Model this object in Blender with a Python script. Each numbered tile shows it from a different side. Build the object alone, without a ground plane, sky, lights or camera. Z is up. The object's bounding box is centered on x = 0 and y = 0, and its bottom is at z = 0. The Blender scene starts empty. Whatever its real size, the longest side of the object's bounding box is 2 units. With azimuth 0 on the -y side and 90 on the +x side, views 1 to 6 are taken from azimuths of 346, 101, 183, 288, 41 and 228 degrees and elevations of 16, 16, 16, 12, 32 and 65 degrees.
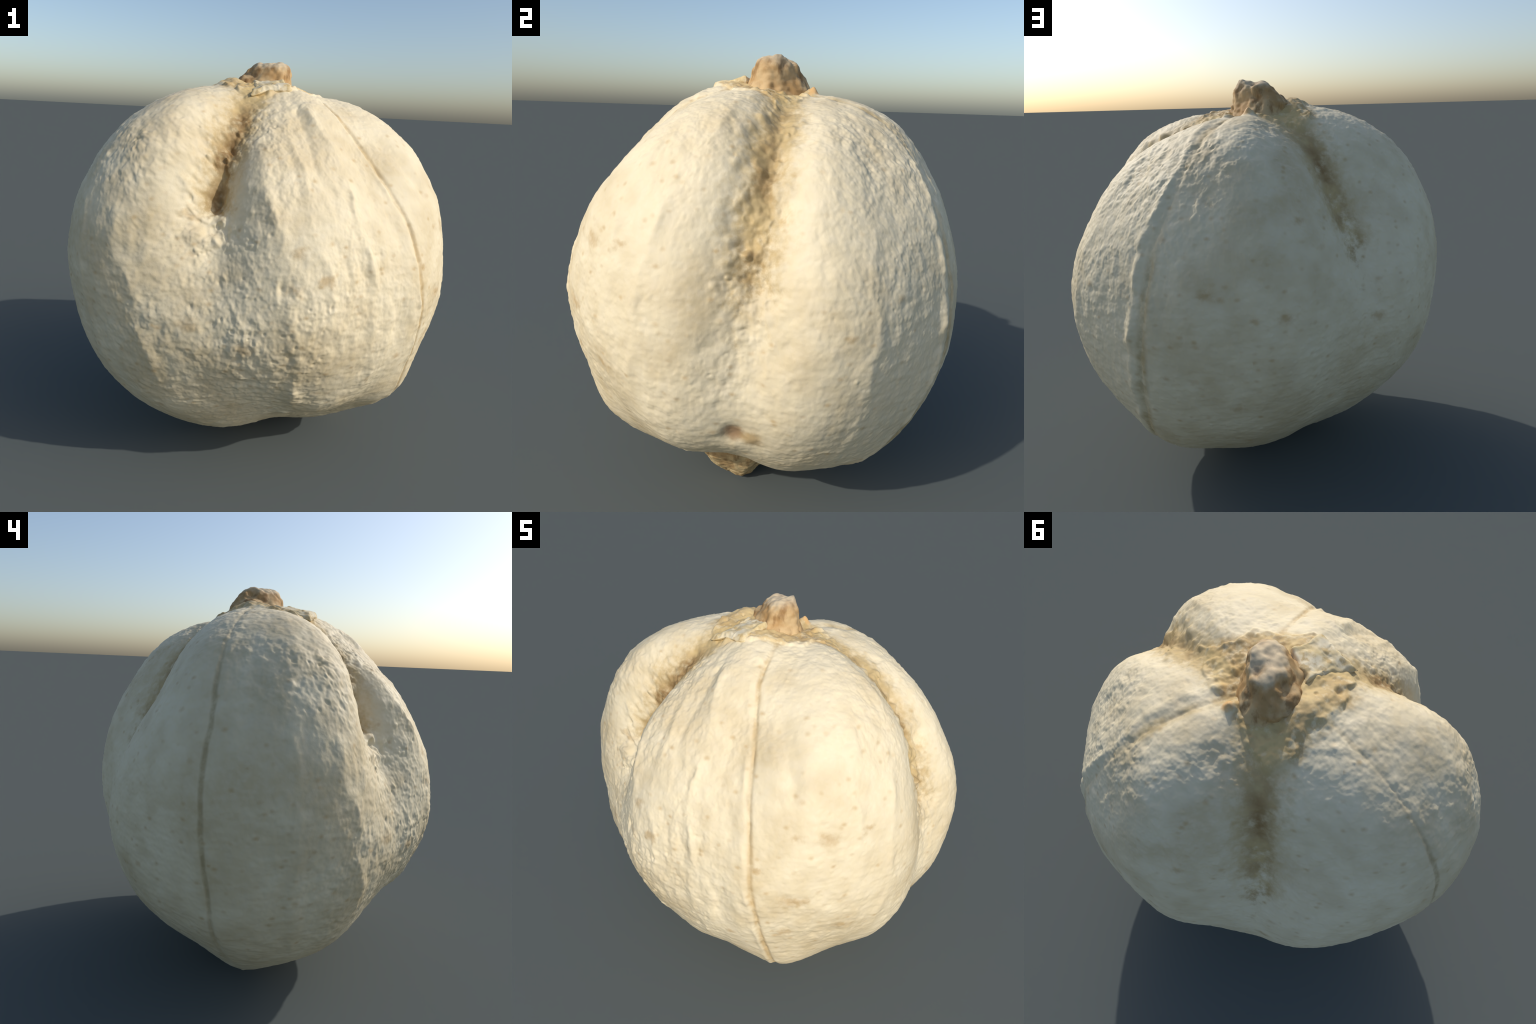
"""A dried, ivory-white three-lobed gourd with a broken stem stub.

The rind is one smooth body: meridian profiles lofted around a near-vertical
axis, three deep furrows between the lobes, a fine suture down the middle of
each lobe, and pitted / wrinkled skin.  It is split along the furrows into
three lobes.  Stem stub, bract nub and blossom scar are meshes of their own.
"""
import bpy, math
import numpy as np

CENTRE = np.array([0.02, 0.03, 0.95])      # middle of the gourd; polar angle 0 = stem

# Meridian profiles: azimuth (deg, 0 = -y, 90 = +x): control radii from stem to blossom end
MERIDIANS = {
    0: (0.803, 0.886, 0.969, 0.886, 0.903, 0.924, 0.971, 0.968, 0.925, 0.868, 0.852, 0.899, 0.944, 0.968),
    15: (0.810, 0.883, 0.976, 0.952, 0.902, 0.924, 0.901, 0.937, 0.949, 0.869, 0.870, 0.901, 0.943, 0.971),
    30: (0.821, 0.885, 0.954, 0.929, 0.845, 0.921, 0.990, 1.006, 0.966, 0.899, 0.940, 0.917, 0.939, 0.971),
    45: (0.834, 0.889, 0.925, 0.918, 0.972, 1.019, 0.984, 0.983, 0.971, 0.992, 0.961, 0.923, 0.938, 0.970),
    60: (0.847, 0.889, 0.910, 0.981, 1.013, 1.012, 0.980, 1.010, 0.946, 0.984, 0.943, 0.921, 0.939, 0.968),
    75: (0.858, 0.885, 0.920, 0.993, 1.009, 0.971, 1.007, 0.995, 1.068, 0.950, 0.878, 0.917, 0.940, 0.965),
    90: (0.868, 0.881, 0.927, 0.965, 0.995, 0.938, 0.957, 0.961, 0.970, 0.897, 0.887, 0.919, 0.941, 0.962),
    105: (0.880, 0.881, 0.912, 0.943, 0.979, 0.997, 0.997, 1.008, 1.009, 0.994, 0.946, 0.926, 0.940, 0.957),
    120: (0.890, 0.883, 0.895, 0.930, 0.980, 0.955, 1.024, 1.011, 1.006, 0.979, 0.961, 0.933, 0.940, 0.952),
    135: (0.898, 0.882, 0.890, 0.949, 0.908, 0.938, 0.949, 0.952, 0.974, 0.983, 0.956, 0.937, 0.940, 0.946),
    150: (0.901, 0.879, 0.898, 0.943, 0.958, 0.947, 0.925, 0.978, 0.977, 0.974, 0.936, 0.939, 0.941, 0.939),
    165: (0.902, 0.878, 0.905, 0.971, 0.899, 0.898, 0.929, 0.913, 0.926, 0.918, 0.919, 0.938, 0.944, 0.932),
    180: (0.902, 0.880, 0.895, 0.971, 0.932, 0.913, 0.860, 0.880, 0.883, 0.905, 0.891, 0.932, 0.946, 0.925),
    195: (0.898, 0.885, 0.872, 0.872, 0.864, 0.877, 0.879, 0.876, 0.839, 0.855, 0.858, 0.927, 0.950, 0.918),
    210: (0.890, 0.888, 0.875, 0.837, 0.769, 0.742, 0.752, 0.771, 0.798, 0.812, 0.815, 0.915, 0.955, 0.914),
    225: (0.879, 0.888, 0.888, 0.834, 0.739, 0.721, 0.718, 0.782, 0.809, 0.824, 0.824, 0.906, 0.956, 0.912),
    240: (0.866, 0.886, 0.905, 0.867, 0.753, 0.793, 0.867, 0.870, 0.853, 0.861, 0.880, 0.920, 0.954, 0.912),
    255: (0.852, 0.885, 0.925, 0.938, 0.862, 0.881, 0.885, 0.885, 0.938, 0.879, 0.882, 0.936, 0.948, 0.914),
    270: (0.839, 0.885, 0.941, 0.996, 1.021, 0.986, 0.970, 0.948, 0.978, 0.903, 0.910, 0.952, 0.943, 0.919),
    285: (0.827, 0.889, 0.935, 1.012, 1.034, 1.050, 1.042, 1.008, 1.027, 0.990, 0.989, 0.963, 0.939, 0.925),
    300: (0.817, 0.893, 0.925, 1.044, 1.075, 1.064, 1.065, 0.981, 1.004, 0.979, 0.959, 0.958, 0.938, 0.933),
    315: (0.807, 0.894, 0.938, 1.007, 1.077, 0.995, 0.981, 0.973, 1.007, 0.978, 0.936, 0.944, 0.939, 0.943),
    330: (0.801, 0.892, 0.950, 0.898, 0.881, 0.822, 0.856, 0.922, 0.892, 0.942, 0.944, 0.928, 0.941, 0.953),
    345: (0.800, 0.890, 0.957, 0.892, 0.949, 0.912, 0.898, 0.929, 0.873, 0.873, 0.892, 0.911, 0.943, 0.961),
}
# Furrows between the lobes: course (azimuth by polar angle), depth and half width
FURROWS = {
    'front': dict(pol=[0, 10, 20, 35, 46, 57, 66, 80, 100, 180], az=[-23, -23, -24, -27, -29, -30, -28, -25, -22, -20],
        depth=[0, 0.0, 0.015, 0.055, 0.105, 0.135, 0.075, 0.025, 0, 0],
        width=[0.1, 0.1, 0.1, 0.1, 0.105, 0.11, 0.14, 0.16, 0.2, 0.2], power=1.6, lean=-0.3, stain=[-23, -23, -24, -27, -29, -30, -28, -25, -22, -20]),
    'right': dict(pol=[0, 10, 20, 30, 45, 60, 75, 90, 105, 120, 180], az=[105, 108, 107, 104, 100, 98, 97, 96, 95, 94, 93],
        depth=[0, 0.015, 0.03, 0.06, 0.1, 0.115, 0.105, 0.08, 0.04, 0.01, 0],
        width=[0.1, 0.1, 0.1, 0.11, 0.13, 0.15, 0.16, 0.155, 0.14, 0.13, 0.12], power=2, lean=-0.05, stain=[105, 108, 107, 103.5, 98.5, 97, 96, 95, 94, 94, 94]),
    'back': dict(pol=[0, 10, 20, 30, 45, 60, 75, 90, 180], az=[221, 221, 222, 223, 224, 225, 225, 225, 225],
        depth=[0, 0.012, 0.022, 0.036, 0.048, 0.042, 0.022, 0.006, 0],
        width=[0.1, 0.1, 0.11, 0.12, 0.125, 0.125, 0.12, 0.1, 0.1], power=2, lean=0, stain=[221, 221, 222, 223, 224, 225, 225, 225, 225]),
}
# low heels where the lobes end above the blossom scar: azimuth, polar angle, height, spread
HEELS = [(42, 122, 0.05, 11), (143, 131, 0.03, 12), (12, 125, 0.03, 9)]
# Sutures down the middle of every lobe
SUTURES = {
    'right_lobe': dict(pol=[0, 14, 20, 26, 32, 45, 59, 72, 84, 98, 107, 117, 130, 150, 180],
                       az=[46, 42, 36, 32.5, 31, 32.8, 33.3, 33.9, 34.7, 36.5, 38, 40, 44, 50, 60],
                       depth=[0, .004, .009, .014, .012, .011, .012, .012, .013, .012, .012, .012, .008, 0, 0],
                       width=[.02, .02, .016, .016, .013, .011, .011, .011, .011, .010, .009, .009, .01, .01, .01],
                       ridge=.006, side=-1, tint=[(0, .2), (14, .5), (24, .9), (45, .75), (60, .6), (90, .9), (125, .9), (135, 0), (180, 0)]),
    'rear_lobe': dict(pol=[0, 12, 17, 24, 31, 38, 44, 52, 59, 68, 84, 93, 103, 114, 127, 140, 180],
                      az=[156, 155, 155.3, 156, 157.2, 157.5, 157.2, 156.2, 155, 153.7, 152.5, 151.6, 150, 147, 141, 135, 120],
                      depth=[0, .006, .012, .016, .012, .005, .004, .007, .009, .011, .011, .011, .011, .010, .007, 0, 0],
                      width=[.02, .022, .024, .026, .022, .016, .016, .018, .022, .024, .024, .024, .022, .02, .02, .02, .02],
                      ridge=.011, side=-1, tint=[(0, .2), (10, .6), (30, .75), (38, .45), (46, .15), (58, .2), (72, .6), (125, .85), (135, 0), (180, 0)]),
    'left_lobe': dict(pol=[0, 12, 18, 25, 31, 44, 53, 65, 77, 90, 98, 106, 118, 131, 150, 180],
                      az=[-76, -78, -79.5, -80.5, -81.3, -82.6, -82.6, -82.4, -83, -82.7, -82.2, -81.2, -81, -79, -76, -70],
                      depth=[0, .003, .005, .005, .004, .007, .008, .008, .008, .009, .008, .008, .007, .004, 0, 0],
                      width=[.02, .016, .014, .012, .010, .009, .010, .013, .013, .013, .010, .009, .009, .01, .01, .01],
                      ridge=.003, side=1, tint=[(0, .3), (25, .5), (32, .15), (42, .4), (58, .8), (95, .9), (118, .5), (135, 0), (180, 0)]),
}
# Soft ribs running down the lobes
RIBS = [
    dict(pol=[42, 60, 80, 98], az=[-170, -170, -170, -171], height=-.016, half=.060),
    dict(pol=[60, 75, 90, 106], az=[27, 27, 27, 28], height=-.013, half=.045),
    dict(pol=[70, 88, 106], az=[9, 10, 12], height=.013, half=.050),
    dict(pol=[82, 95, 108], az=[-25, -25, -24], height=-.012, half=.040),
    dict(pol=[36, 56, 76], az=[44, 44, 45], height=-.010, half=.040),
    dict(pol=[38, 50, 64], az=[-66, -66, -66], height=.012, half=.050),
    dict(pol=[62, 68, 84, 103, 114, 128], az=[154.5, 153.7, 152.5, 150, 147, 140.5], height=.009, half=.055),
    dict(pol=[50, 59, 72, 87, 110, 128], az=[-14, -12, -6.5, -5.5, -2, 0], height=.014, half=.030),
    dict(pol=[62, 77, 87, 100, 118], az=[-53, -51, -46, -44, -39], height=.012, half=.035),
    dict(pol=[20, 33, 44, 60, 76, 100, 118], az=[10, 12, 13, 13.5, 17, 19, 22], height=.010, half=.026),
    dict(pol=[22, 40, 60, 80, 105], az=[5, 5, 6.5, 9, 12], height=-.008, half=.024),
    dict(pol=[22, 39, 51, 63, 78, 100], az=[-3, -3, -1, 0, 4, 7], height=.007, half=.024),
    dict(pol=[40, 60, 91, 113, 130], az=[24, 24, 25, 26, 28], height=-.005, half=.026),
    dict(pol=[40, 70, 110, 125], az=[64, 62, 61, 59], height=.006, half=.025),
    dict(pol=[18, 36, 48, 60, 80, 105], az=[86, 83, 80, 75, 71, 70], height=.011, half=.028),
    dict(pol=[30, 60, 100, 125], az=[128, 124, 122, 120], height=.005, half=.030),
    dict(pol=[25, 60, 100, 130], az=[-60, -63, -62, -60], height=.007, half=.030),
]
# How rough the skin is round the gourd (azimuth: upper, middle, lower part)
ROUGHNESS = {
    0: (.55, .95, .75), 20: (.35, .55, .6), 45: (.2, .3, .5), 75: (.45, .45, .6), 90: (.7, .7, .7),
    105: (.75, .55, .6), 128: (.85, .5, .5), 150: (.8, .3, .3), 172: (1.0, .25, .3), 190: (.8, .2, .25), 215: (.5, .2, .25),
    250: (.55, .2, .3), 280: (.8, .3, .3), 310: (1.15, .8, .5), 340: (.8, 1.1, .85),
}
# yellow pitted collar round the stem: how far it reaches (polar angle by azimuth)
COLLAR = {0: 17, 20: 17, 40: 17, 60: 17, 85: 17, 100: 24, 125: 17, 150: 13, 175: 11,
          205: 15, 225: 22, 245: 20, 265: 17, 290: 18, 315: 19, 330: 22, 345: 22}


# ------------------------------------------------------------------ noise
def _hash(i, j, k, seed):
    h = (i.astype(np.uint32) * np.uint32(0x8da6b343)) ^ (j.astype(np.uint32) * np.uint32(0xd8163841)) \
        ^ (k.astype(np.uint32) * np.uint32(0xcb1ab31f)) ^ np.uint32((seed * 0x9e3779b1) & 0xffffffff)
    h ^= h >> np.uint32(15); h *= np.uint32(0x2c1b3c6d)
    h ^= h >> np.uint32(12); h *= np.uint32(0x297a2d39)
    h ^= h >> np.uint32(15)
    return h


def _unit(h, shift):
    return ((h >> np.uint32(shift)) & np.uint32(1023)).astype(np.float32) / 1023.0


def noise(P, freq, seed=0):
    """Gradient noise, about -1..1."""
    Q = (P * freq + 100.0).astype(np.float32)
    I = np.floor(Q).astype(np.int32); F = Q - I
    W = F * F * F * (F * (F * 6 - 15) + 10)
    out = np.zeros(len(P), np.float32)
    for a in (0, 1):
        for b in (0, 1):
            for c in (0, 1):
                h = _hash(I[:, 0] + a, I[:, 1] + b, I[:, 2] + c, seed)
                g = ((_unit(h, 0) * 2 - 1) * (F[:, 0] - a) + (_unit(h, 10) * 2 - 1) * (F[:, 1] - b)
                     + (_unit(h, 20) * 2 - 1) * (F[:, 2] - c))
                w = ((W[:, 0] if a else 1 - W[:, 0]) * (W[:, 1] if b else 1 - W[:, 1])
                     * (W[:, 2] if c else 1 - W[:, 2]))
                out += w * g
    return out * 1.3


def fractal(P, freq, seed=0, octaves=3, gain=.5):
    out, amp = 0, 1.0
    for o in range(octaves):
        out = out + amp * noise(P, freq * 2 ** o, seed + 17 * o); amp *= gain
    return out


def bumps(P, freq, seed=0, share=.6, size=(.25, .6)):
    """Scattered round bumps (0..1); use with a minus sign for pits."""
    Q = (P * freq + 100.0).astype(np.float32)
    I = np.floor(Q).astype(np.int32); F = Q - I
    out = np.zeros(len(P), np.float32)
    for a in (-1, 0, 1):
        for b in (-1, 0, 1):
            for c in (-1, 0, 1):
                i, j, k = I[:, 0] + a, I[:, 1] + b, I[:, 2] + c
                h = _hash(i, j, k, seed); h2 = _hash(i, j, k, seed + 101)
                d2 = ((F[:, 0] - a - _unit(h, 0)) ** 2 + (F[:, 1] - b - _unit(h, 10)) ** 2
                      + (F[:, 2] - c - _unit(h, 20)) ** 2)
                r = size[0] + (size[1] - size[0]) * _unit(h2, 0)
                on = _unit(h2, 10) < share
                s = np.clip(1 - d2 / (r * r), 0, 1)
                out = np.maximum(out, on * s * s * (.35 + .65 * _unit(h2, 20)))
    return out


def smooth(a, b, x):
    t = np.clip((x - a) / (b - a), 0, 1)
    return t * t * (3 - 2 * t)


def round_table(table, az, column=None):
    """Interpolate a table keyed by azimuth (deg), periodic."""
    keys = sorted(table)
    vals = [table[k] if column is None else table[k][column] for k in keys]
    return np.interp(az % 360, keys + [keys[0] + 360], vals + [vals[0]])


# ------------------------------------------------------------------ rind form
def _spline(x):
    x = np.abs(x)
    return np.where(x < 1, 2 / 3 - x ** 2 + x ** 3 / 2, np.where(x < 2, (2 - x) ** 3 / 6, 0))


def lofted_radius(az, pol):
    """Smooth loft through the meridian profiles (cubic B-spline both ways)."""
    grid = np.array([MERIDIANS[k] for k in sorted(MERIDIANS)])
    na, npol = grid.shape
    a = np.radians(az) / (2 * math.pi) * na
    p = np.radians(pol) / math.pi * (npol - 3) + 1
    ia, ip = np.floor(a).astype(int), np.floor(p).astype(int)
    R = np.zeros(len(az))
    for da in (-1, 0, 1, 2):
        wa = _spline(a - (ia + da))
        for dp in (-1, 0, 1, 2):
            j = ip + dp
            wp = np.where((j >= 0) & (j < npol), _spline(p - j), 0)
            R += wa * wp * grid[(ia + da) % na, np.clip(j, 0, npol - 1)]
    return R


def across(line, az, pol, wobble=0.0):
    """Signed distance in metres across a furrow or suture."""
    course = np.interp(pol, line['pol'], line['az'])
    d = (az - course + wobble + 180) % 360 - 180
    return np.radians(d) * np.maximum(np.sin(np.radians(pol)), .15) * .95


def direction(az, pol):
    a, p = np.radians(az), np.radians(pol)
    return np.stack([np.sin(p) * np.sin(a), -np.sin(p) * np.cos(a), np.cos(p)], -1)


def spot_bump(az, pol, a0, p0, height, spread):
    dx = ((az - a0 + 180) % 360 - 180) * math.sin(math.radians(p0))
    return height * np.exp(-(dx * dx + (pol - p0) ** 2) / spread ** 2)


def rind_radius(az, pol):
    """Radius of the rind with all relief, for arrays of directions (deg)."""
    unit = direction(az, pol)
    R = lofted_radius(az, pol)
    for a0, p0, h, w in HEELS:
        R += spot_bump(az, pol, a0, p0, h, w)
    P = CENTRE + .95 * unit                                  # steady coordinates for the noise
    wob = noise(P, 6, 3) * 2.0 + noise(P, 17, 4) * 0.8       # degrees

    # furrows
    bed = np.zeros(len(az)); crumble = np.zeros(len(az))
    for name, f in FURROWS.items():
        d = np.interp(pol, f['pol'], f['depth']); w = np.interp(pol, f['pol'], f['width'])
        s = across(f, az, pol, wob * .5) / w
        R -= d * np.exp(-np.abs(s) ** f['power'])
        bed_s = across(dict(pol=f['pol'], az=f['stain']), az, pol, wob * .5) / w
        near = np.exp(-((bed_s - f['lean']) / .8) ** 4) * smooth(.03, .08, d)
        crumble = np.maximum(crumble, near * smooth(98, 72, pol) * {'front': 1.25, 'right': .9, 'back': .5}[name])

    # sutures: a narrow cut with a raised lip on one side
    for s_ in SUTURES.values():
        d = np.interp(pol, s_['pol'], s_['depth']); w = np.interp(pol, s_['pol'], s_['width'])
        x = across(s_, az, pol, wob * .28)
        broken = np.clip(.75 + 1.1 * noise(P, 8, 8) + .5 * noise(P, 20, 9), .12, 1.5)
        R -= d * (.55 * broken * np.exp(-np.abs(x / (.55 * w)) ** 1.6) + .45 * np.exp(-((x - s_['side'] * .7 * w) / (1.5 * w)) ** 2))
        R += s_['ridge'] * smooth(0, .006, d) * np.clip(.5 + 1.6 * noise(P, 11, 10), 0, 1.4) \
            * np.exp(-((x - s_['side'] * 2.6 * w) / (1.3 * w)) ** 2)

    # soft ribs
    for r in RIBS:
        x = across(r, az, pol, wob * 1.3)
        on = smooth(r['pol'][0], r['pol'][0] + 12, pol) * smooth(r['pol'][-1], r['pol'][-1] - 12, pol)
        R += r['height'] * on * np.clip(.7 + 1.2 * noise(P, 5, 12), 0, 1.5) * np.exp(-np.abs(x / r['half']) ** 1.7)

    # skin: irregular dents in patches above, flaky wrinkles drawn sideways below
    warp = P + np.stack([noise(P, 11, 201), noise(P, 11, 202), noise(P, 11, 203)], -1) * .009
    up = smooth(75, 45, pol); low = smooth(95, 125, pol); mid = 1 - np.maximum(up, low)
    rough = (round_table(ROUGHNESS, az, 0) * up + round_table(ROUGHNESS, az, 1) * mid
             + round_table(ROUGHNESS, az, 2) * low)
    patch = .70 + .95 * noise(P, 3.0, 21) + .5 * noise(P, 7.5, 22)
    rough = .8 * rough * np.clip(patch, .12, 1.4)
    R += .006 * noise(P, 2.4, 30) + .004 * noise(P, 5.5, 31) + .0015 * noise(P, 12, 32)
    skin = 1 - .8 * low
    tall = warp * np.array([1, 1, .8])
    small = fractal(tall, 21, 43, 3, .62)
    pits = np.maximum(bumps(tall, 20, 41, .45, (.15, .6)), .8 * bumps(warp, 33, 44, .5, (.15, .55)))
    R += rough * skin * (-.013 * smooth(.12, .85, noise(tall, 11, 40)) - .009 * pits + .0052 * small)
    # big dents high beside the rear suture
    cluster = spot_bump(az, pol, 150, 38, 1, 21) * np.clip(.7 + noise(P, 6, 47), 0, 1.3)
    dents = warp + np.stack([noise(P, 17, 204), noise(P, 17, 205), noise(P, 17, 206)], -1) * .008
    R -= cluster * (.036 * bumps(dents, 9, 48, .3, (.2, .55)) + .014 * bumps(dents, 18, 49, .3) - .006)
    drawn = P * np.array([1, 1, 2.2])
    flakes = smooth(.1, .8, noise(drawn, 10, 50)) * (.4 + .9 * smooth(-.2, .5, noise(drawn, 23, 53)))
    R += rough * low * (.010 * flakes - .005 * bumps(drawn, 19, 52, .35, (.2, .6)) + .0045 * fractal(drawn, 19, 51, 3, .62))
    R += (.0012 + .001 * up) * small * (1.2 + noise(P, 5, 57)) + .0016 * noise(P * np.array([1, 1, 3]), 13, 55) * smooth(50, 90, pol)
    R += .004 * bumps(warp, 15, 58, .14, (.12, .35)) + .0007 * noise(P, 60, 59)

    # furrow beds crumble into chunks and holes
    R += crumble * (.028 * fractal(warp, 10, 60, 3, .5) - .034 * bumps(warp, 10, 61, .4, (.2, .55))
                    + .028 * bumps(warp, 15, 62, .4, (.2, .6)) - .009 * smooth(.15, .6, noise(warp, 21, 63)) + .005)

    # collar of dried calyx round the stem, with a ragged edge and a torn flap in front
    reach = round_table(COLLAR, az) + 3.0 * noise(P, 7, 70) + 1.6 * noise(P, 18, 71)
    inside = smooth(0, 1.6, reach - pol)
    R += inside * (.010 + .012 * fractal(P, 15, 72, 3) - .015 * bumps(P, 16, 73, .45, (.2, .5))
                   + .010 * bumps(P, 22, 74, .4))
    side = spot_bump(az, pol, 255, 9, 1, 12)
    R += .018 * side
    R += spot_bump(az, pol, 150, 10, -.015, 6)
    R += spot_bump(az, pol, 268, 10, .022, 4.5) + spot_bump(az, pol, 290, 13, .010, 5)
    # nub of a dried bract behind the stem
    R += spot_bump(az, pol, 170, 11.0, .038, 1.5)
    # sunk brown scar low on the right side
    R += spot_bump(az, pol, 92.5, 113, -.016, 2.8) + spot_bump(az, pol, 93, 117, .009, 2.6) + spot_bump(az, pol, 88.5, 112.5, .006, 1.6)
    R += spot_bump(az, pol, 97, 113.5, .006, 1.8)
    return R


# ------------------------------------------------------------------ helpers
def new_mesh(name, V, quads, material, parent, normals=None):
    me = bpy.data.meshes.new(name)
    me.vertices.add(len(V)); me.vertices.foreach_set('co', np.ascontiguousarray(V, np.float32).ravel())
    q = np.ascontiguousarray(quads, np.int32)
    me.loops.add(q.size); me.loops.foreach_set('vertex_index', q.ravel())
    me.polygons.add(len(q))
    me.polygons.foreach_set('loop_start', np.arange(0, q.size, 4, dtype=np.int32))
    me.update(calc_edges=True); me.validate()
    me.polygons.foreach_set('use_smooth', np.ones(len(me.polygons), bool))
    if normals is not None:
        me.normals_split_custom_set_from_vertices(normals.tolist())
    me.materials.append(material)
    ob = bpy.data.objects.new(name, me)
    bpy.context.scene.collection.objects.link(ob)
    ob.parent = parent
    return ob


def cube_sphere(n):
    """Directions of an evenly meshed sphere, welded, and its quads."""
    t = np.tan(np.linspace(-math.pi / 4, math.pi / 4, n + 1))
    u, v = np.meshgrid(t, t, indexing='ij'); o = np.ones_like(u)
    faces = [(u, v, o), (v, u, -o), (o, u, v), (-o, v, u), (v, o, u), (u, -o, v)]
    V = np.concatenate([np.stack(f, -1).reshape(-1, 3) for f in faces])
    idx = np.arange((n + 1) ** 2).reshape(n + 1, n + 1)
    q = np.stack([idx[:-1, :-1], idx[1:, :-1], idx[1:, 1:], idx[:-1, 1:]], -1).reshape(-1, 4)
    Q = np.concatenate([q + k * (n + 1) ** 2 for k in range(6)])
    _, first, inv = np.unique(np.round(V * 1e6).astype(np.int64), axis=0, return_index=True, return_inverse=True)
    V = V[first]; Q = inv.reshape(-1)[Q]
    return V / np.linalg.norm(V, axis=1, keepdims=True), Q


def vertex_normals(V, Q):
    n = np.cross(V[Q[:, 2]] - V[Q[:, 0]], V[Q[:, 3]] - V[Q[:, 1]])
    out = np.zeros_like(V)
    for k in range(4):
        for c in range(3):
            out[:, c] += np.bincount(Q[:, k], n[:, c], len(V))
    return out / np.maximum(np.linalg.norm(out, axis=1, keepdims=True), 1e-12)


# ------------------------------------------------------------------ materials
class Nodes:
    """Small helper to write node maths."""
    def __init__(self, name):
        self.mat = bpy.data.materials.new(name); self.mat.use_nodes = True
        self.t = self.mat.node_tree; self.bsdf = self.t.nodes['Principled BSDF']

    def put(self, sock, v):
        if isinstance(v, bpy.types.NodeSocket):
            self.t.links.new(v, sock)
        else:
            sock.default_value = v

    def m(self, op, a, b=0.0, c=0.0, clamp=False):
        n = self.t.nodes.new('ShaderNodeMath'); n.operation = op; n.use_clamp = clamp
        for s, v in zip(n.inputs, (a, b, c)):
            self.put(s, v)
        return n.outputs[0]

    def ramp(self, x, lo, hi, a=0.0, b=1.0):
        n = self.t.nodes.new('ShaderNodeMapRange'); n.interpolation_type = 'SMOOTHSTEP'
        for s, v in zip(n.inputs, (x, lo, hi, a, b)):
            self.put(s, v)
        return n.outputs[0]

    def noise(self, vec, scale, detail=3.0, rough=.55):
        n = self.t.nodes.new('ShaderNodeTexNoise')
        self.put(n.inputs['Vector'], vec); n.inputs['Scale'].default_value = scale
        n.inputs['Detail'].default_value = detail; n.inputs['Roughness'].default_value = rough
        return n.outputs['Fac']

    def cells(self, vec, scale):
        n = self.t.nodes.new('ShaderNodeTexVoronoi')
        self.put(n.inputs['Vector'], vec); n.inputs['Scale'].default_value = scale
        sep = self.t.nodes.new('ShaderNodeSeparateColor')
        self.t.links.new(n.outputs['Color'], sep.inputs[0])
        return n.outputs['Distance'], sep.outputs[0], sep.outputs[1]

    def curve(self, x, pts):
        n = self.t.nodes.new('ShaderNodeFloatCurve'); c = n.mapping.curves[0]
        while len(c.points) > 2:
            c.points.remove(c.points[1])
        c.points[0].location = pts[0]; c.points[1].location = pts[-1]
        for p in pts[1:-1]:
            c.points.new(*p)
        for p in c.points:
            p.handle_type = 'VECTOR'
        n.mapping.update()
        self.put(n.inputs['Value'], x)
        return n.outputs[0]

    def mix(self, fac, a, b):
        n = self.t.nodes.new('ShaderNodeMix'); n.data_type = 'RGBA'
        self.put(n.inputs[0], fac)
        for s, v in ((n.inputs[6], a), (n.inputs[7], b)):
            self.put(s, v if isinstance(v, bpy.types.NodeSocket) else (*v, 1.0))
        return n.outputs[2]

    def scaled(self, vec, k):
        n = self.t.nodes.new('ShaderNodeMapping'); n.inputs['Scale'].default_value = k
        self.t.links.new(vec, n.inputs['Vector'])
        return n.outputs[0]

    def object_coords(self):
        return self.t.nodes.new('ShaderNodeTexCoord').outputs['Object']

    def polar(self, vec):
        """azimuth (deg), polar angle (deg), sin(polar) seen from CENTRE"""
        s = self.t.nodes.new('ShaderNodeVectorMath'); s.operation = 'SUBTRACT'
        self.t.links.new(vec, s.inputs[0]); s.inputs[1].default_value = CENTRE
        nrm = self.t.nodes.new('ShaderNodeVectorMath'); nrm.operation = 'NORMALIZE'
        self.t.links.new(s.outputs[0], nrm.inputs[0])
        x = self.t.nodes.new('ShaderNodeSeparateXYZ'); self.t.links.new(nrm.outputs[0], x.inputs[0])
        az = self.m('MULTIPLY', self.m('ARCTAN2', x.outputs[0], self.m('MULTIPLY', x.outputs[1], -1.0)), 180 / math.pi)
        pol = self.m('MULTIPLY', self.m('ARCCOSINE', x.outputs[2]), 180 / math.pi)
        sn = self.m('MAXIMUM', self.m('SINE', self.m('MULTIPLY', pol, math.pi / 180)), .15)
        return az, pol, sn

    def across(self, line, az, pol, sn, wobble):
        """unsigned distance (m) to a furrow or suture"""
        f = self.curve(self.m('DIVIDE', pol, 180.0),
                       [(p / 180, (a + 240) / 480) for p, a in zip(line['pol'], line['az'])])
        course = self.m('MULTIPLY_ADD', f, 480.0, -240.0)
        d = self.m('ADD', self.m('SUBTRACT', az, course), wobble)
        d = self.m('SUBTRACT', self.m('FLOORED_MODULO', self.m('ADD', d, 180.0), 360.0), 180.0)
        return self.m('MULTIPLY', self.m('MULTIPLY', self.m('ABSOLUTE', d), sn), .95 * math.pi / 180)

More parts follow.
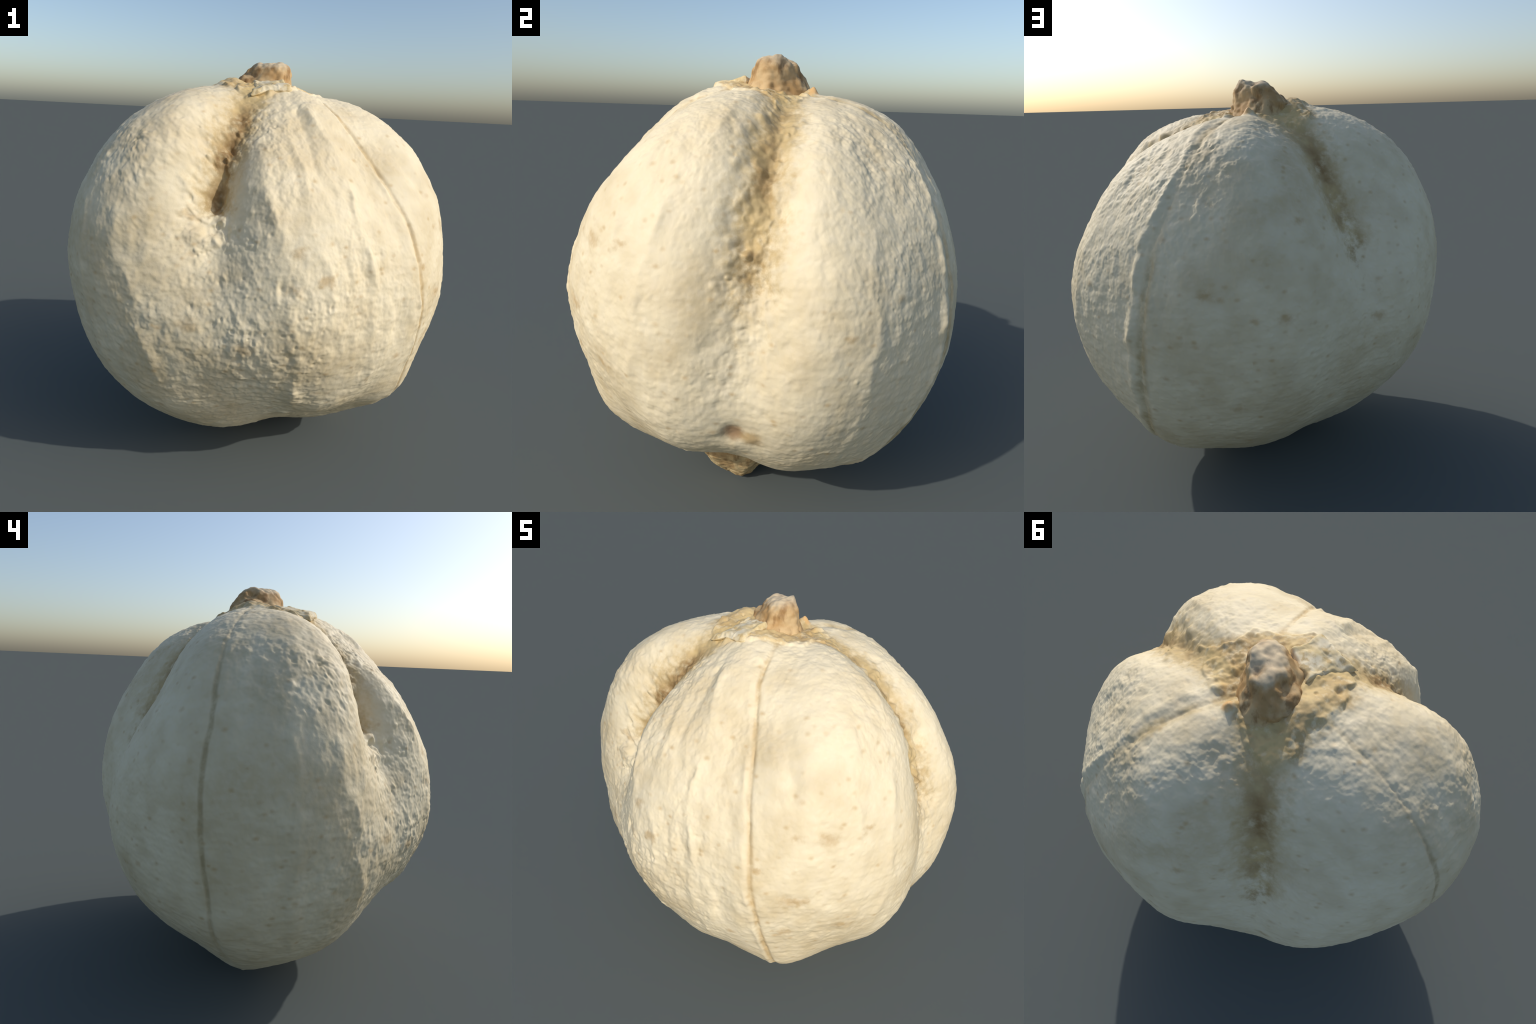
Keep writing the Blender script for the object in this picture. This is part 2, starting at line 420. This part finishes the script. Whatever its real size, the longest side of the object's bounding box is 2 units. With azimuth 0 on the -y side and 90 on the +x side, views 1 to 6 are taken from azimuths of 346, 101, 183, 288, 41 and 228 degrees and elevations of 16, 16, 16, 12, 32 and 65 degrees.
    def finish(self, colour, roughness, bump_height=None, strength=.2, distance=.004):
        self.put(self.bsdf.inputs['Base Color'], colour)
        self.put(self.bsdf.inputs['Roughness'], roughness)
        self.bsdf.inputs['Specular IOR Level'].default_value = .25
        if bump_height is not None:
            b = self.t.nodes.new('ShaderNodeBump')
            b.inputs['Strength'].default_value = strength; b.inputs['Distance'].default_value = distance
            self.t.links.new(bump_height, b.inputs['Height'])
            self.t.links.new(b.outputs[0], self.bsdf.inputs['Normal'])
        return self.mat


IVORY = (.77, .665, .45)
CREAM = (.625, .51, .31)
TAN = (.50, .36, .155)
BROWN = (.195, .100, .030)
OCHRE = (.63, .465, .21)


# larger blemishes: azimuth, polar angle, size (deg)
BLOTS = [(45.6, 71, 1.6), (53.9, 72, 1.9), (44, 89, 2.0), (59, 100, 1.7), (36, 80, 1.2), (43, 101, 1.5), (-3.6, 73, 1.7), (65, 71, 1.3),
         (-31.8, 94, 2.0), (-17, 99, 2.2), (3.2, 80, 1.4), (-4.5, 82, 1.8), (-35, 65, 1.8), (169.5, 77, 1.9), (-169, 84, 1.6),
         (-133, 92, 1.6), (176, 111, 1.7), (-162, 57, 1.4), (166, 53, 1.5), (47, 89, 1.5)]


def rind_material():
    N = Nodes('ivory_rind')
    co = N.object_coords()
    az, pol, sn = N.polar(co)
    n_big, n_mid, n_fine = N.noise(co, 2.2, 4), N.noise(co, 7, 4), N.noise(co, 28, 4)
    wobble = N.m('MULTIPLY_ADD', N.noise(co, 6, 3), 8.0, -4.0)

    col = N.mix(N.ramp(N.m('ADD', N.m('MULTIPLY', n_big, .6), N.m('MULTIPLY', n_mid, .4)), .41, .64), IVORY, CREAM)
    col = N.mix(N.m('MULTIPLY', N.ramp(n_fine, .35, .7), .18), col, (.86, .79, .64))
    # freckles: pale brown blots, drawn sideways
    d, r1, r2 = N.cells(N.scaled(co, (1, 1, 1.5)), 7.5)
    edge = N.m('MULTIPLY_ADD', n_fine, .28, -.14)
    blot = N.ramp(N.m('ADD', d, edge), N.m('MULTIPLY_ADD', r2, .20, .08), -.04)
    blot = N.m('MULTIPLY', blot, N.m('MULTIPLY', N.m('GREATER_THAN', r1, .55), N.ramp(pol, 35, 65)))
    col = N.mix(N.m('MULTIPLY', blot, .55), col, (.50, .33, .15))
    for a0, p0, r in BLOTS:
        dx = N.m('MULTIPLY', N.m('SUBTRACT', az, float(a0)), math.sin(math.radians(p0)) / 1.5)
        dy = N.m('SUBTRACT', pol, float(p0))
        q = N.m('SQRT', N.m('ADD', N.m('MULTIPLY', dx, dx), N.m('MULTIPLY', dy, dy)))
        q = N.m('ADD', q, N.m('ADD', N.m('MULTIPLY_ADD', n_fine, 2.6, -1.3), N.m('MULTIPLY_ADD', n_mid, 4.0, -2.0)))
        col = N.mix(N.m('MULTIPLY', N.ramp(q, r * 1.35, -r * .2), .62), col, (.46, .31, .14))
    d, r1, r2 = N.cells(N.scaled(co, (1, 1, 1.4)), 17)
    blot = N.m('MULTIPLY', N.ramp(N.m('ADD', d, edge), .34, -.04), N.ramp(r1, .30, .85))
    col = N.mix(N.m('MULTIPLY', blot, .62), col, (.50, .34, .155))

    # furrow staining: tan on the flanks, brown in the bed
    stain = {'front': dict(flank=.135, bed=.075, run=[(0, .9), (20, 1), (60, 1), (66, .25), (75, .08), (110, 0), (180, 0)], core=.95),
             'right': dict(flank=.155, bed=.085, run=[(0, .8), (20, .9), (60, 1), (72, .75), (84, .35), (98, .1), (110, 0), (180, 0)], core=.6),
             'back': dict(flank=.180, bed=.120, run=[(0, .9), (25, .95), (40, .95), (54, .85), (64, .6), (76, .35), (96, .12), (115, 0), (180, 0)], core=.75)}
    for name, f in FURROWS.items():
        s = stain[name]
        dist = N.m('ADD', N.across(dict(pol=f['pol'], az=f['stain']), az, pol, sn, wobble), N.m('MULTIPLY_ADD', n_mid, .14, -.07))
        dist = N.m('ADD', dist, N.m('MULTIPLY_ADD', n_fine, .10, -.05))
        run = N.curve(N.m('DIVIDE', pol, 180.0), [(p / 180, v) for p, v in s['run']])
        patchy = N.m('MULTIPLY_ADD', N.noise(co, 11, 4, .65), 1.0, N.m('MULTIPLY', run, .55))
        run = N.m('MULTIPLY', N.ramp(patchy, .68, .98), N.ramp(run, 0.0, .35))
        flank = N.m('MULTIPLY', N.ramp(dist, s['flank'], .01), run)
        bed = N.m('MULTIPLY', N.m('MULTIPLY', N.ramp(dist, s['bed'], .0), run), N.ramp(n_mid, .35, .6))
        bed = N.m('MULTIPLY', bed, N.ramp(pol, 10 if name == 'back' else 18, 34))
        col = N.mix(N.m('MULTIPLY', flank, .85), col, TAN)
        col = N.mix(N.m('MULTIPLY', bed, s['core']), col, BROWN)

    # collar
    reach = N.curve(N.m('DIVIDE', N.m('FLOORED_MODULO', az, 360.0), 360.0),
                    [(a / 360, v / 60) for a, v in sorted(COLLAR.items())] + [(1.0, COLLAR[0] / 60)])
    gap = N.m('SUBTRACT', N.m('MULTIPLY', reach, 60.0), pol)
    gap = N.m('ADD', gap, N.m('ADD', N.m('MULTIPLY_ADD', n_mid, 12.0, -6.0), N.m('MULTIPLY_ADD', n_fine, 6.0, -3.0)))
    inside = N.ramp(gap, -1.5, 2.5)
    collar = N.mix(N.ramp(n_mid, .35, .62), OCHRE, (.46, .31, .125))
    collar = N.mix(N.m('MULTIPLY', N.ramp(n_fine, .5, .7), .5), collar, (.78, .68, .45))
    col = N.mix(N.m('MULTIPLY', inside, .85), col, collar)

    # sutures
    tint = {'right_lobe': (.55, .40, .20), 'rear_lobe': (.42, .31, .14), 'left_lobe': (.42, .33, .18)}
    for name, s in SUTURES.items():
        dist = N.across(s, az, pol, sn, N.m('MULTIPLY_ADD', N.noise(co, 6, 2), 2.0, -1.0))
        w = {'right_lobe': .020, 'rear_lobe': .042, 'left_lobe': .017}[name]
        line = N.m('MULTIPLY', N.ramp(dist, w, w * .2), N.m('MULTIPLY', N.ramp(n_mid, .3, .6, .35, 1.0), N.ramp(n_fine, .3, .6, .45, 1.0)))
        run = N.curve(N.m('DIVIDE', pol, 180.0), [(p / 180, v) for p, v in s['tint']])
        line = N.m('MULTIPLY', line, run)
        col = N.mix(line, col, tint[name])
    # sunk brown scar on the right side
    for a0, p0, r, c in ((92.5, 113, 3.7, (.27, .14, .06)), (97, 114, 3.4, (.46, .32, .15)), (168, 11.5, 2.0, (.66, .38, .14))):
        dx = N.m('MULTIPLY', N.m('SUBTRACT', az, float(a0)), math.sin(math.radians(p0)))
        dy = N.m('SUBTRACT', pol, float(p0))
        q = N.m('SQRT', N.m('ADD', N.m('MULTIPLY', dx, dx), N.m('MULTIPLY', dy, dy)))
        q = N.m('ADD', q, N.m('MULTIPLY_ADD', n_fine, 2.4, -1.2))
        col = N.mix(N.m('MULTIPLY', N.ramp(q, r, r * .3), .8), col, c)
    return N.finish(col, .62, N.noise(co, 60, 5), .25, .004)


def woody_material(name, light, mid, dark, scale=14, cut=None, cut_z=0):
    N = Nodes(name)
    co = N.object_coords()
    a, b = N.noise(co, scale, 4), N.noise(N.scaled(co, (1, 1, .35)), scale * 2.2, 4)
    col = N.mix(N.ramp(a, .36, .62), mid, light)
    col = N.mix(N.m('MULTIPLY', N.ramp(b, .50, .66), .8), col, dark)
    if cut:                                     # weathered pale crust on the broken top
        z = N.t.nodes.new('ShaderNodeSeparateXYZ'); N.t.links.new(co, z.inputs[0])
        high = N.ramp(N.m('ADD', z.outputs[2], N.m('MULTIPLY_ADD', a, .10, -.05)), cut_z - .02, cut_z + .025)
        col = N.mix(N.m('MULTIPLY', high, .6), col, cut)
    return N.finish(col, .75, b, .35, .006)


# ------------------------------------------------------------------ build
gourd = bpy.data.objects.new('gourd', None)
bpy.context.scene.collection.objects.link(gourd)
gourd['label'] = 'dried ivory white three-lobed gourd with short brown stem'
gourd['category'] = 'gourd'

rind = rind_material()
N_FACE = 340
unit, quads = cube_sphere(N_FACE)
az = np.degrees(np.arctan2(unit[:, 0], -unit[:, 1]))
pol = np.degrees(np.arccos(np.clip(unit[:, 2], -1, 1)))
radius = rind_radius(az, pol)
body = CENTRE + unit * radius[:, None]
normal = vertex_normals(body, quads)

# split the rind into its three lobes along the furrows
mid = unit[quads].sum(1); mid /= np.linalg.norm(mid, axis=1, keepdims=True)
m_az = np.degrees(np.arctan2(mid[:, 0], -mid[:, 1])); m_pol = np.degrees(np.arccos(np.clip(mid[:, 2], -1, 1)))
def course(n): return np.interp(m_pol, FURROWS[n]['pol'], FURROWS[n]['az'])
from_front = (m_az - course('front')) % 360
right, back = (course('right') - course('front')) % 360, (course('back') - course('front')) % 360
which = np.where(from_front < right, 0, np.where(from_front < back, 1, 2))
for k in range(3):
    Qk = quads[which == k]
    used, inv = np.unique(Qk, return_inverse=True)
    new_mesh('lobe', body[used], inv.reshape(-1, 4), rind, gourd, normal[used])


def stub(name, rings, seed, material, rough, around=150, along=110):
    """A lumpy stub lofted through rings: (x, y, z, half length, half width, turn deg) then closed with a cap."""
    rings = np.array(rings, float)
    t = np.linspace(0, 1, len(rings)); tt = np.linspace(0, 1, along)
    r = np.stack([np.interp(tt, t, rings[:, c]) for c in range(6)], -1)
    for _ in range(3):
        r[1:-1] = (r[:-2] + 2 * r[1:-1] + r[2:]) / 4
    a = np.linspace(0, 2 * math.pi, around, endpoint=False)
    ca, sa = np.cos(a), np.sin(a)
    turn = np.radians(r[:, 5])[:, None]
    ex = r[:, 3][:, None] * np.sign(ca) * np.abs(ca) ** .85
    ey = r[:, 4][:, None] * np.sign(sa) * np.abs(sa) ** .85
    dx, dy = np.sin(turn), -np.cos(turn)
    V = np.stack([r[:, 0][:, None] + ex * dx - ey * dy, r[:, 1][:, None] + ex * dy + ey * dx,
                  np.repeat(r[:, 2][:, None], around, 1)], -1)
    idx = np.arange(along * around).reshape(along, around)
    nx = np.roll(idx, -1, 1)
    Q = np.stack([idx[:-1], nx[:-1], nx[1:], idx[1:]], -1).reshape(-1, 4)
    return V.reshape(-1, 3), Q


# stem stub
rings = [(.004, .030, 1.76, .175, .148, 48), (.006, .030, 1.815, .168, .140, 48), (.009, .031, 1.85, .156, .125, 48),
         (.012, .032, 1.88, .141, .107, 48), (.016, .033, 1.91, .129, .094, 48), (.020, .034, 1.94, .118, .086, 48),
         (.026, .034, 1.966, .105, .077, 48), (.033, .034, 1.982, .084, .061, 48), (.036, .034, 1.990, .05, .038, 48),
         (.036, .034, 1.992, .001, .001, 48)]
V, Q = stub('stem', rings, 5, None, 1)
hgt = smooth(1.86, 1.96, V[:, 2])
V[:, 2] += hgt * (.14 * np.clip(V[:, 0] - .06, -.2, .05) - .012 * smooth(.0, -.1, V[:, 0]) + .010 * noise(V * np.array([1, 1, .2]), 11, 97))
V[:, 2] += .012 * np.exp(-((V[:, 0] - .09) ** 2 + (V[:, 1] - .057) ** 2) / .03 ** 2) * hgt
V[:, 2] -= .030 * np.exp(-((V[:, 0] - .025) ** 2 + (V[:, 1] - .088) ** 2) / .028 ** 2) * hgt
V[:, 0] -= .030 * np.exp(-((V[:, 2] - 1.895) / .035) ** 2) * smooth(.03, -.07, V[:, 0])   # shoulder on one side
n = vertex_normals(V, Q)
strip = V * np.array([1, 1, .45])
V = V + n * (.015 * fractal(V, 9, 90, 3, .55) + .004 * noise(strip, 24, 93) + .006 * fractal(V, 24, 94, 2) - .012 * bumps(V, 12, 95, .35))[:, None]
top = V[:, 2].max()
V[:, 2] += smooth(1.9, 2.0, V[:, 2]) * (2.0 - top)          # the tip stands 2 m above the ground
stem_mat = woody_material('dry_stem', (.56, .40, .21), (.42, .255, .105), (.25, .14, .055), 10, (.64, .55, .39), 1.965)
new_mesh('stem', V, Q, stem_mat, gourd)

# torn flap of dried calyx lying over the top of the front furrow
def plate(corners, thick, seed, n=46):
    A, B, T, E = (np.array(c, float) for c in corners)     # stem left, stem right, tip, end
    u, v = np.meshgrid(np.linspace(0, 1, n), np.linspace(0, 1, n), indexing='ij')
    u, v = u[..., None], v[..., None]
    mid = (1 - u) * ((1 - v) * A + v * B) + u * ((1 - v) * T + v * E)
    mid = mid + np.array([0, 0, 1.0]) * .014 * np.sin(math.pi * v) * u
    flat = mid.reshape(-1, 3)
    rag = .016 * np.stack([fractal(flat, 14, seed, 3), fractal(flat, 14, seed + 1, 3), .6 * fractal(flat, 16, seed + 2, 3)], -1)
    edge = np.minimum(np.minimum(u, 1 - u), np.minimum(v, 1 - v))[..., 0].reshape(-1)
    half = thick * .5 * np.sqrt(smooth(0, .10, edge)) * (1 + .5 * noise(flat, 20, seed + 3))
    topv, low = flat + rag, flat + rag
    topv = topv + np.stack([0 * half, 0 * half, half], -1); low = low - np.stack([0 * half, 0 * half, half], -1)
    V = np.concatenate([topv, low]); N = n * n
    idx = np.arange(N).reshape(n, n)
    q = np.stack([idx[:-1, :-1], idx[1:, :-1], idx[1:, 1:], idx[:-1, 1:]], -1).reshape(-1, 4)
    rim = np.concatenate([idx[0, :-1], idx[:-1, -1], idx[-1, :0:-1], idx[:0:-1, 0]])
    nxt = np.roll(rim, -1)
    side = np.stack([rim, nxt, nxt + N, rim + N], -1)
    return V, np.concatenate([q, q[:, ::-1] + N, side])


V, Q = plate([(-.075, -.055, 1.874), (.075, -.115, 1.888), (-.128, -.284, 1.816), (.070, -.262, 1.853)], .036, 130)
new_mesh('calyx_flap', V, Q, woody_material('dry_calyx', (.74, .65, .46), (.62, .49, .26), (.48, .34, .15), 12), gourd)

# blossom scar: the broken lump the gourd rests on
rings = [(.34, -.05, .34, .24, .20, 0), (.36, -.05, .24, .215, .175, 0), (.378, -.05, .16, .180, .145, 0), (.390, -.05, .10, .140, .108, 0),
         (.398, -.045, .060, .100, .076, 0), (.404, -.034, .030, .062, .050, 0), (.407, -.025, .010, .026, .022, 0), (.407, -.024, .004, .001, .001, 0)]
V, Q = stub('scar', rings, 9, None, 1)
Q = Q[:, ::-1]
n = vertex_normals(V, Q)
V = V + n * (.014 * fractal(V, 9, 110, 4, .6) - .010 * bumps(V, 14, 111, .4))[:, None]
V[:, 2] = np.maximum(V[:, 2], .0) + .003 * smooth(.02, 0, V[:, 2]) * noise(V, 30, 112)
V[:, 2] -= min(V[:, 2].min(), body[:, 2].min())
new_mesh('blossom_scar', V, Q, woody_material('dry_scar', (.52, .40, .21), (.36, .24, .11), (.22, .14, .06)), gourd)
